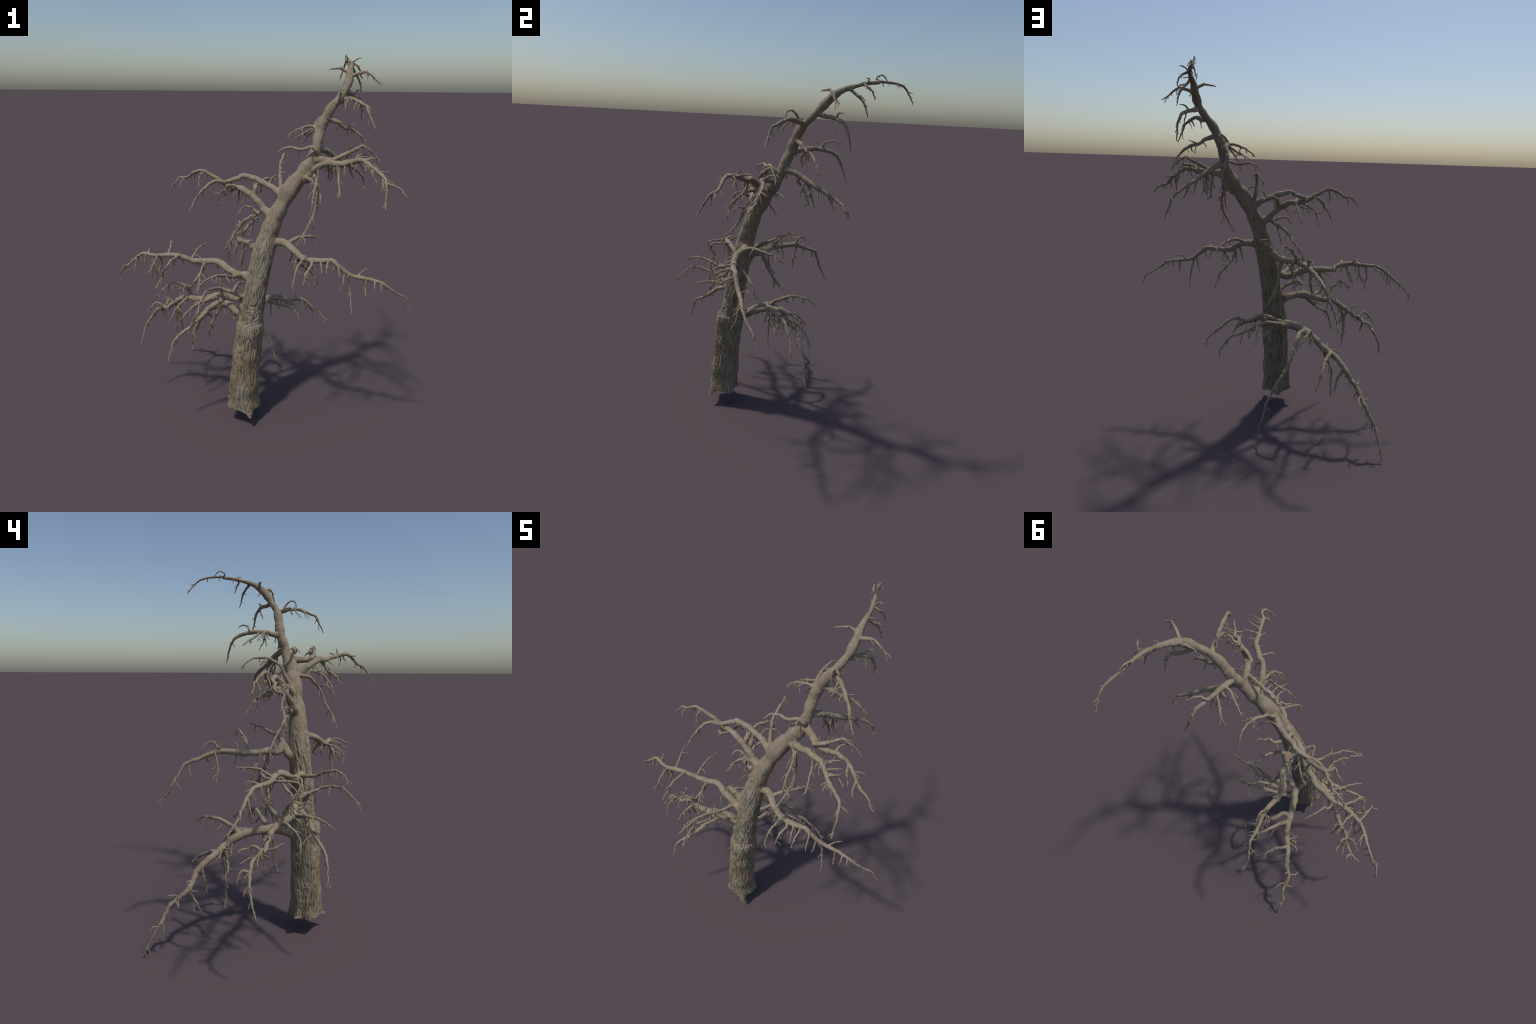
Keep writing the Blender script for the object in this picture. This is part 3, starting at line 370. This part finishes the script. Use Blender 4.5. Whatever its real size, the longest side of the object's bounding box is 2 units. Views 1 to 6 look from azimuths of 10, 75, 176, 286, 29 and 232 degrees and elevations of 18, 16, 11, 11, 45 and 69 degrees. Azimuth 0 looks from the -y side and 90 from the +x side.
v, qd, td, nr = body.arrays()
tmp = bpy.data.objects.new('tmp', make_mesh('tmp', v, qd, td))
bpy.context.scene.collection.objects.link(tmp)
mod = tmp.modifiers.new('fuse', 'REMESH'); mod.mode = 'VOXEL'; mod.voxel_size = 0.0020; mod.adaptivity = 0
ev = tmp.evaluated_get(bpy.context.evaluated_depsgraph_get())
me = ev.to_mesh()
X = np.empty(len(me.vertices) * 3, np.float32); me.vertices.foreach_get('co', X); X = X.reshape(-1, 3).astype(np.float64)
F = np.empty(len(me.loops), np.int32); me.loops.foreach_get('vertex_index', F); F = F.reshape(-1, 4)
ev.to_mesh_clear()
bpy.data.objects.remove(tmp)
for m in list(bpy.data.meshes): bpy.data.meshes.remove(m)

E = np.sort(np.vstack([F[:, [0, 1]], F[:, [1, 2]], F[:, [2, 3]], F[:, [3, 0]]]), axis=1)
E = np.unique(E[:, 0].astype(np.int64) * len(X) + E[:, 1]); E = np.stack([E // len(X), E % len(X)], 1)
deg = np.bincount(E.ravel(), minlength=len(X)).astype(float)
def laplace(Y):
    out = np.empty_like(Y)
    for k in range(3):
        out[:, k] = (np.bincount(E[:, 0], Y[E[:, 1], k], len(X)) + np.bincount(E[:, 1], Y[E[:, 0], k], len(X))) / deg
    return out - Y

# which limb owns each vertex (signed distance to every limb)
SC = np.vstack([SP[n_]['C'] for n_ in names])
SR = np.concatenate([SP[n_]['R'] for n_ in names])
off = np.cumsum([0] + [len(SP[n_]['C']) for n_ in names])[:-1]
best = np.full(len(X), 9.0, np.float32); second = best.copy()
own = np.zeros(len(X), int); near = np.zeros(len(X), int)
Xf = X.astype(np.float32)
for k, n_ in enumerate(names):
    c = SP[n_]['C'].astype(np.float32); r = SP[n_]['R'].astype(np.float32)
    for b0 in range(0, len(c), 40):                       # short runs of the limb, so few vertices are tested
        cs, rs = c[b0:b0 + 40], r[b0:b0 + 40]; pad = float(rs.max()) + 0.04
        ids = np.where(np.all((Xf > cs.min(0) - pad) & (Xf < cs.max(0) + pad), axis=1))[0]
        if not len(ids): continue
        x = Xf[ids] - cs[0]; q = cs - cs[0]
        d = np.sqrt(np.maximum((x ** 2).sum(1)[:, None] - 2 * x @ q.T + (q ** 2).sum(1), 0)) - rs
        m = d.argmin(1); d = d[np.arange(len(ids)), m]
        win = d < best[ids]; same = own[ids] == k
        w_ = ids[win]
        second[w_] = np.where(own[w_] == k, second[w_], best[w_])
        best[w_] = d[win]; own[w_] = k; near[w_] = off[k] + b0 + m[win]
        l_ = ids[~win & ~same]; second[l_] = np.minimum(second[l_], d[~win & ~same])
gap = (second - best).astype(float)
rad = SR[near]
for it in range(4):                                       # remove the voxel steps
    X = X + 0.55 * laplace(X); X = X - 0.57 * laplace(X)
w = np.exp(-(gap / (0.45 * np.minimum(rad, 0.03) + 0.002)) ** 2)[:, None]
for it in range(14): X = X + 0.6 * w * laplace(X)         # blend the crotches
X = X + 0.25 * laplace(X)

def vertex_normals(X):
    d1 = X[F[:, 2]] - X[F[:, 0]]; d2 = X[F[:, 3]] - X[F[:, 1]]
    fn = np.cross(d1, d2)
    N = np.zeros_like(X)
    for c in range(4):
        for k in range(3): N[:, k] += np.bincount(F[:, c], fn[:, k], len(X))
    return N / (np.linalg.norm(N, axis=1)[:, None] + 1e-12)
N = vertex_normals(X)

# bark relief: vertical fissures on the trunk, fading upwards; soft lumps on the limbs
TT, UU, VV, SS = [], [], [], []
for n_ in names:
    t_, u_, v_ = frames(SP[n_]['C']); UU.append(u_); VV.append(v_); SS.append(SP[n_]['s'])
UU = np.vstack(UU); VV = np.vstack(VV); SS = np.concatenate(SS)
rel = X - SC[near]
loc = np.stack([(rel * UU[near]).sum(1), (rel * VV[near]).sum(1), SS[near]], 1)
Z = X[:, 2]
isT = own == 0
bark = np.where(isT, smooth01((1.5 - Z) / 0.85), 0) * smooth01(gap / 0.02)
warp = perlin(X * 14, 31)[:, None] * np.array([0.006, 0.006, 0.02])
pb = (loc + warp) * np.array([150, 150, 17])
rg = 1 - np.abs(perlin(pb, 32)) * 2.2
fine = perlin((loc + warp) * np.array([260, 260, 45]), 33)
coarse = 1 - np.abs(perlin((loc + warp) * np.array([66, 66, 9]), 40)) * 3
disp = bark * (-0.0030 * np.clip(rg, 0, 1) ** 2 - 0.0042 * np.clip(coarse, 0, 1) ** 2 + 0.0009 * fine)
disp += np.where(isT, 0.0034 * perlin(loc * np.array([24, 24, 15]), 34) * smooth01((1.9 - Z) / 0.5), 0)
lump = perlin(loc * np.array([1, 1, 0.55]) / (rad[:, None] * 1.7 + 0.002) + own[:, None] * 7.7, 35)
disp += np.where(isT, 0.3 + 0.5 * smooth01((Z - 1.2) / 0.3), 1) * 0.085 * np.minimum(rad, 0.03) * lump
disp += 0.00035 * perlin(loc * np.array([300, 300, 90]) + own[:, None], 36)
# rotten ring and knots where the bark broke off the front of the trunk
zf = smooth01(1 - np.abs(Z - 0.655) / 0.06) * isT * np.exp(-((((np.degrees(np.arctan2(X[:, 1] + 0.255, X[:, 0])) + 75 + 180) % 360) - 180) / 75) ** 2)
disp += zf * 0.0045 * perlin(X * np.array([70, 70, 95]), 37)
for cz, dep in ((0.612, 0.006), (0.708, 0.005)):
    zc = cz + 0.007 * perlin(np.stack([X[:, 0] * 30, X[:, 1] * 30, Z * 0], 1), 38)
    frontal = np.exp(-((((np.degrees(np.arctan2(X[:, 1] + 0.255, X[:, 0])) + 72 + 180) % 360) - 180) / 45) ** 2)
    disp -= dep * isT * frontal * np.exp(-((Z - zc) / 0.0035) ** 2) * np.clip(0.5 + perlin(X * 45, 39), 0, 1)
# open splits on the west side
for deg, z0, z1, ww in ((200, 0.80, 0.93, 5), (225, 0.84, 0.97, 4), (185, 0.93, 1.05, 4), (240, 0.98, 1.06, 3)):
    ang = np.degrees(np.arctan2(X[:, 1] - SC[near][:, 1], X[:, 0] - SC[near][:, 0])) + (Z - z0) * 150
    da = (ang - deg + 180) % 360 - 180
    disp -= isT * 0.008 * np.exp(-(da / ww) ** 2) * smooth01((Z - z0) / 0.03) * smooth01((z1 - Z) / 0.03)
X = X + N * disp[:, None]
N = vertex_normals(X)

# ------------------------------------------------------------------ materials
def ramp(nt, fac, stops):
    r = nt.nodes.new('ShaderNodeValToRGB'); el = r.color_ramp.elements
    while len(el) < len(stops): el.new(0.5)
    for e, (p, c) in zip(el, stops): e.position = p; e.color = (*c, 1)
    nt.links.new(fac, r.inputs[0]); return r.outputs[0]
def mix(nt, fac, a, b, mode='MIX'):
    m = nt.nodes.new('ShaderNodeMix'); m.data_type = 'RGBA'; m.blend_type = mode
    for sock, val in ((m.inputs[0], fac), (m.inputs[6], a), (m.inputs[7], b)):
        if hasattr(val, 'node'): nt.links.new(val, sock)
        else: sock.default_value = val if isinstance(val, (int, float)) else (*val, 1)
    return m.outputs[2]
def noise(nt, coord, scale, sc=(1, 1, 1), detail=4, rough=0.6, loc=(0, 0, 0)):
    mp = nt.nodes.new('ShaderNodeMapping'); mp.inputs['Scale'].default_value = sc; mp.inputs['Location'].default_value = loc
    nt.links.new(coord, mp.inputs[0])
    t = nt.nodes.new('ShaderNodeTexNoise'); t.inputs['Scale'].default_value = scale
    t.inputs['Detail'].default_value = detail; t.inputs['Roughness'].default_value = rough
    nt.links.new(mp.outputs[0], t.inputs['Vector']); return t.outputs[0]
def maprange(nt, val, a, b, c=0.0, d=1.0):
    m = nt.nodes.new('ShaderNodeMapRange'); m.inputs[1].default_value = a; m.inputs[2].default_value = b
    m.inputs[3].default_value = c; m.inputs[4].default_value = d
    nt.links.new(val, m.inputs[0]); return m.outputs[0]
def math_node(nt, op, a, b):
    m = nt.nodes.new('ShaderNodeMath'); m.operation = op
    for sock, val in ((m.inputs[0], a), (m.inputs[1], b)):
        if hasattr(val, 'node'): nt.links.new(val, sock)
        else: sock.default_value = val
    return m.outputs[0]

def wood_material(name, kind):
    mat = bpy.data.materials.new(name); mat.use_nodes = True
    nt = mat.node_tree; bs = nt.nodes['Principled BSDF']
    bs.inputs['Roughness'].default_value = 0.9
    bs.inputs['Specular IOR Level'].default_value = 0.15
    co = nt.nodes.new('ShaderNodeTexCoord').outputs['Object']
    sep = nt.nodes.new('ShaderNodeSeparateXYZ'); nt.links.new(co, sep.inputs[0]); z = sep.outputs[2]
    big = noise(nt, co, 16, detail=3)
    mid = noise(nt, co, 60, detail=4, loc=(3, 1, 2))
    grain = noise(nt, co, 230, (1, 1, 0.3), detail=3)
    tan = ramp(nt, big, [(0.33, (0.240, 0.190, 0.130)), (0.50, (0.315, 0.260, 0.186)), (0.66, (0.330, 0.288, 0.226))])
    tan = mix(nt, maprange(nt, mid, 0.46, 0.66, 0, 0.6), tan, (0.265, 0.190, 0.120))
    tan = mix(nt, maprange(nt, grain, 0.35, 0.7, 0.35, 0), tan, (0.20, 0.165, 0.115))
    if kind == 'trunk':
        fis = noise(nt, co, 135, (1, 1, 0.11), detail=4, rough=0.65)
        pat = noise(nt, co, 9, (1, 1, 0.45), detail=3, loc=(5, 2, 0))
        moss = noise(nt, co, 11, (1, 1, 0.35), detail=4, loc=(1, 7, 3))
        red = noise(nt, co, 26, (1, 1, 0.3), detail=3, loc=(9, 0, 4))
        bark = ramp(nt, pat, [(0.32, (0.275, 0.208, 0.138)), (0.5, (0.330, 0.270, 0.188)), (0.66, (0.330, 0.298, 0.238))])
        bark = mix(nt, maprange(nt, moss, 0.50, 0.62, 0, 0.6), bark, (0.225, 0.185, 0.085))
        bark = mix(nt, maprange(nt, red, 0.52, 0.66, 0, 0.6), bark, (0.235, 0.150, 0.095))
        bark = mix(nt, maprange(nt, fis, 0.49, 0.36, 0, 0.85), bark, (0.075, 0.060, 0.040))
        bark = mix(nt, maprange(nt, fis, 0.54, 0.68, 0, 0.4), bark, (0.38, 0.345, 0.275))
        spot = noise(nt, co, 34, (1, 1, 0.6), detail=3, loc=(4, 4, 1))
        bark = mix(nt, maprange(nt, spot, 0.58, 0.72, 0, 0.4), bark, (0.36, 0.325, 0.265))
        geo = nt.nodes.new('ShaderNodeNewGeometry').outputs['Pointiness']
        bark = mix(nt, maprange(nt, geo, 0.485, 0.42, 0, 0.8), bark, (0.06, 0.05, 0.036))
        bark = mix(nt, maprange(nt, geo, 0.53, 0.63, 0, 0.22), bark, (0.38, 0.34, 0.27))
        up = math_node(nt, 'ADD', z, math_node(nt, 'MULTIPLY', big, 0.5))
        col = mix(nt, maprange(nt, up, 1.25, 1.75), bark, tan)
        streak = noise(nt, co, 150, (1, 1, 0.2), detail=3, loc=(2, 2, 2))
        col = mix(nt, maprange(nt, streak, 0.35, 0.6, 0.35, 0), col, (0.14, 0.12, 0.09))
        hgt = math_node(nt, 'ADD', fis, math_node(nt, 'MULTIPLY', grain, 0.4)); strength, dist = 0.7, 0.004
    elif kind == 'twig':
        col = mix(nt, 0.6, tan, (0.28, 0.245, 0.155)); hgt, strength, dist = grain, 0.5, 0.001
    else:
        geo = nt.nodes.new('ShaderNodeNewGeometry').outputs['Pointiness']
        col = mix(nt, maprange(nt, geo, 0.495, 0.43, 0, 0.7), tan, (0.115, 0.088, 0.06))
        hgt = math_node(nt, 'ADD', mid, math_node(nt, 'MULTIPLY', grain, 0.6)); strength, dist = 0.8, 0.003
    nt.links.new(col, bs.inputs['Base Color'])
    bp = nt.nodes.new('ShaderNodeBump'); bp.inputs['Strength'].default_value = strength; bp.inputs['Distance'].default_value = dist
    nt.links.new(hgt, bp.inputs['Height']); nt.links.new(bp.outputs[0], bs.inputs['Normal'])
    return mat
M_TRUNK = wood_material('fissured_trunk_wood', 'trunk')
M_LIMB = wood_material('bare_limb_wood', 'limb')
M_TWIG = wood_material('weathered_twig_wood', 'twig')

# ------------------------------------------------------------------ twigs and spurs
TRACED_DENSE = {'A', 'Bb', 'W', 'V1'}                     # limbs whose twigs are mostly listed above
twigs = []                                                # (primary, curve, radii)
spurs = {}                                                # primary -> Geo
def droop_curve(p, d, L, sag, curl):
    """A twig that leaves along d and bends down under its own weight."""
    n = max(4, int(L / 0.006)); pts = [np.asarray(p, float)]; d = np.array(d, float)
    side = nrng.normal(size=3) * curl
    for i in range(n):
        d = d + np.array([0, 0, -sag / n]) + side / n + nrng.normal(size=3) * 0.10
        d /= np.linalg.norm(d); pts.append(pts[-1] + d * L / n)
    pts = np.array(pts); pts[:, 2] = np.maximum(pts[:, 2], 0.004)
    return pts
def perp(T):
    v = nrng.normal(size=3); v -= T * (v @ T); return v / (np.linalg.norm(v) + 1e-9)
def add_spurs(prim, C, R, start, gap_):
    g = spurs.setdefault(prim, Geo())
    T, U, V = frames(C); seg = np.r_[0, np.cumsum(np.linalg.norm(np.diff(C, axis=0), axis=1))]
    pos = start + gap_ * nrng.random()
    while pos < seg[-1] - 0.003:
        i = int(np.searchsorted(seg, pos)); i = min(i, len(C) - 1)
        d = perp(T[i]) + 0.7 * T[i] + np.array([0, 0, -0.25]); d /= np.linalg.norm(d)
        L = nrng.uniform(0.004, 0.014) * nrng.uniform(0.5, 1) + R[i]
        q = C[i] + d * 0.2 * R[i]
        e = d + nrng.normal(size=3) * 0.35
        e[2] = abs(e[2]) if q[2] < 0.05 else e[2]; d[2] = abs(d[2]) if q[2] < 0.05 else d[2]
        pts = np.array([q, q + d * L * 0.5, q + d * L * 0.55 + e / np.linalg.norm(e) * L * 0.45])
        g.add(*tube(pts, np.array([0.0020, 0.0016, 0.0009]), 5))
        pos += gap_ * nrng.uniform(0.5, 1.6)
for name in names:
    sp = SP[name]; C, s, R = sp['C'], sp['s'], sp['R']
    T, U, V = frames(C); L = s[-1]
    prim = sp['primary']
    if name == 'T':                                       # the drooping leader carries spurs and short twigs too
        add_spurs(prim, C, R, s[np.where(R < 0.015)[0][0]], 0.011)
        for pos in np.arange(s[np.where(R < 0.019)[0][0]], L - 0.02, 0.09):
            i = int(np.searchsorted(s, pos + 0.02 * nrng.random())); d = perp(T[i]) + 0.4 * T[i]
            Lt = nrng.uniform(0.014, 0.032); crv = droop_curve(C[i], d / np.linalg.norm(d), Lt + R[i], 1.2, 0.5)
            rr = np.linspace(0.0032, 0.0018, len(crv)); twigs.append((prim, crv, rr, Lt)); add_spurs(prim, crv, rr, R[i] + 0.008, 0.012)
        continue
    inside = SP[sp['parent']]['R'][np.argmin(np.linalg.norm(SP[sp['parent']]['C'] - C[0], axis=1))]
    thin = np.where(R < 0.0085)[0]
    if len(thin): add_spurs(prim, C, R, max(s[thin[0]], inside + 0.01), 0.020)
    if L < 0.14: continue
    primary = sp['parent'] == 'T'
    step = 0.048 if primary else 0.036
    if name in TRACED_DENSE: step *= 1.7
    pos = max(inside + 0.03, 0.22 * L) + step * nrng.random()
    while pos < L - 0.012:
        i = min(int(np.searchsorted(s, pos)), len(C) - 1)
        d = perp(T[i]); d[2] = d[2] * 0.6 - 0.25
        d = d + T[i] * nrng.uniform(0.2, 0.8); d /= np.linalg.norm(d)
        rest = (L - pos) / L
        Lt = nrng.uniform(0.025, 0.10) * nrng.uniform(0.7, 1) * (0.45 + 0.75 * rest) * min(1, 0.5 + L)
        crv = droop_curve(C[i], d, Lt + R[i], nrng.uniform(0.7, 1.9), 0.5)
        r0 = min(R[i] * 0.8, 0.0029 + 0.030 * Lt)
        m = len(crv); rr = r0 + (0.0015 - r0) * np.linspace(0, 1, m) ** 0.8
        twigs.append((prim, crv, rr, Lt))
        add_spurs(prim, crv, rr, R[i] + 0.010, 0.019)
        if Lt > 0.035 and nrng.random() < 0.55:             # a fork part-way down
            j = int(m * nrng.uniform(0.4, 0.7)); dj = crv[j] - crv[j - 1]; dj /= np.linalg.norm(dj)
            dj = dj + 0.8 * perp(dj); dj /= np.linalg.norm(dj); Lf = Lt * nrng.uniform(0.3, 0.55)
            fk = droop_curve(crv[j], dj, Lf, 0.8, 0.5)
            twigs.append((prim, fk, np.linspace(rr[j] * 0.85, 0.0017, len(fk)), Lf))
        pos += step * nrng.uniform(0.55, 1.5)

# ------------------------------------------------------------------ objects
coll = bpy.context.scene.collection
root = bpy.data.objects.new('dead_tree', None); coll.objects.link(root)
root['label'] = 'leaning bare dead tree with drooping crooked branches and fissured trunk'
root['category'] = 'dead tree'
def add_object(name, me, mat, parent):
    me.materials.append(mat)
    ob = bpy.data.objects.new(name, me); coll.objects.link(ob); ob.parent = parent; return ob

O = own[F]                                                # owner of each face: majority of its corners, first wins
face_owner = np.where(O[:, 0] == O[:, 1], O[:, 0], np.where(O[:, 2] == O[:, 3], O[:, 2], O[:, 0]))
objs = {}
order = np.argsort(face_owner, kind='stable'); bounds = np.searchsorted(face_owner[order], np.arange(len(names) + 1))
for k, name in enumerate(names):
    sp = SP[name]
    f = F[order[bounds[k]:bounds[k + 1]]]
    parts = Geo()
    if len(f):
        ids, inv = np.unique(f, return_inverse=True)
        parts.add(X[ids], inv.reshape(-1, 4), np.zeros((0, 3), int), N[ids])
    if name != 'T':
        i0, fused = ends[name]
        if len(sp['C']) - i0 >= 3:
            Rk = sp['R'][i0:].copy()
            if fused: Rk[:3] *= 0.92
            parts.add(*tube(sp['C'][i0:], Rk, 10))
    v, qd, td, nr = parts.arrays()
    kind = 'trunk' if name == 'T' else ('branch' if sp['parent'] == 'T' else 'side_branch')
    me = make_mesh(kind, v, qd, td, nr)
    par = root if kind in ('trunk', 'branch') else objs[sp['primary']]
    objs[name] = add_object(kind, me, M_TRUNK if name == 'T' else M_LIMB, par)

twigs.sort(key=lambda t: -t[3])
rest = {}
for k, (prim, crv, rr, Lt) in enumerate(twigs):
    if k < 220:
        add_object('twig', make_mesh('twig', *tube(crv, rr, 8)), M_TWIG, objs[prim])
    else:
        rest.setdefault(prim, Geo()).add(*tube(crv, rr, 8))
for prim, g in rest.items():
    ob = add_object('small_twig', make_mesh('small_twig', *g.arrays()), M_TWIG, objs[prim]); ob['kind'] = 'stuff'
for prim, g in spurs.items():
    if g.c:
        ob = add_object('spur', make_mesh('spur', *g.arrays()), M_TWIG, objs[prim]); ob['kind'] = 'stuff'
print('body verts', len(X), 'twigs', len(twigs), 'objects', len(bpy.data.objects))
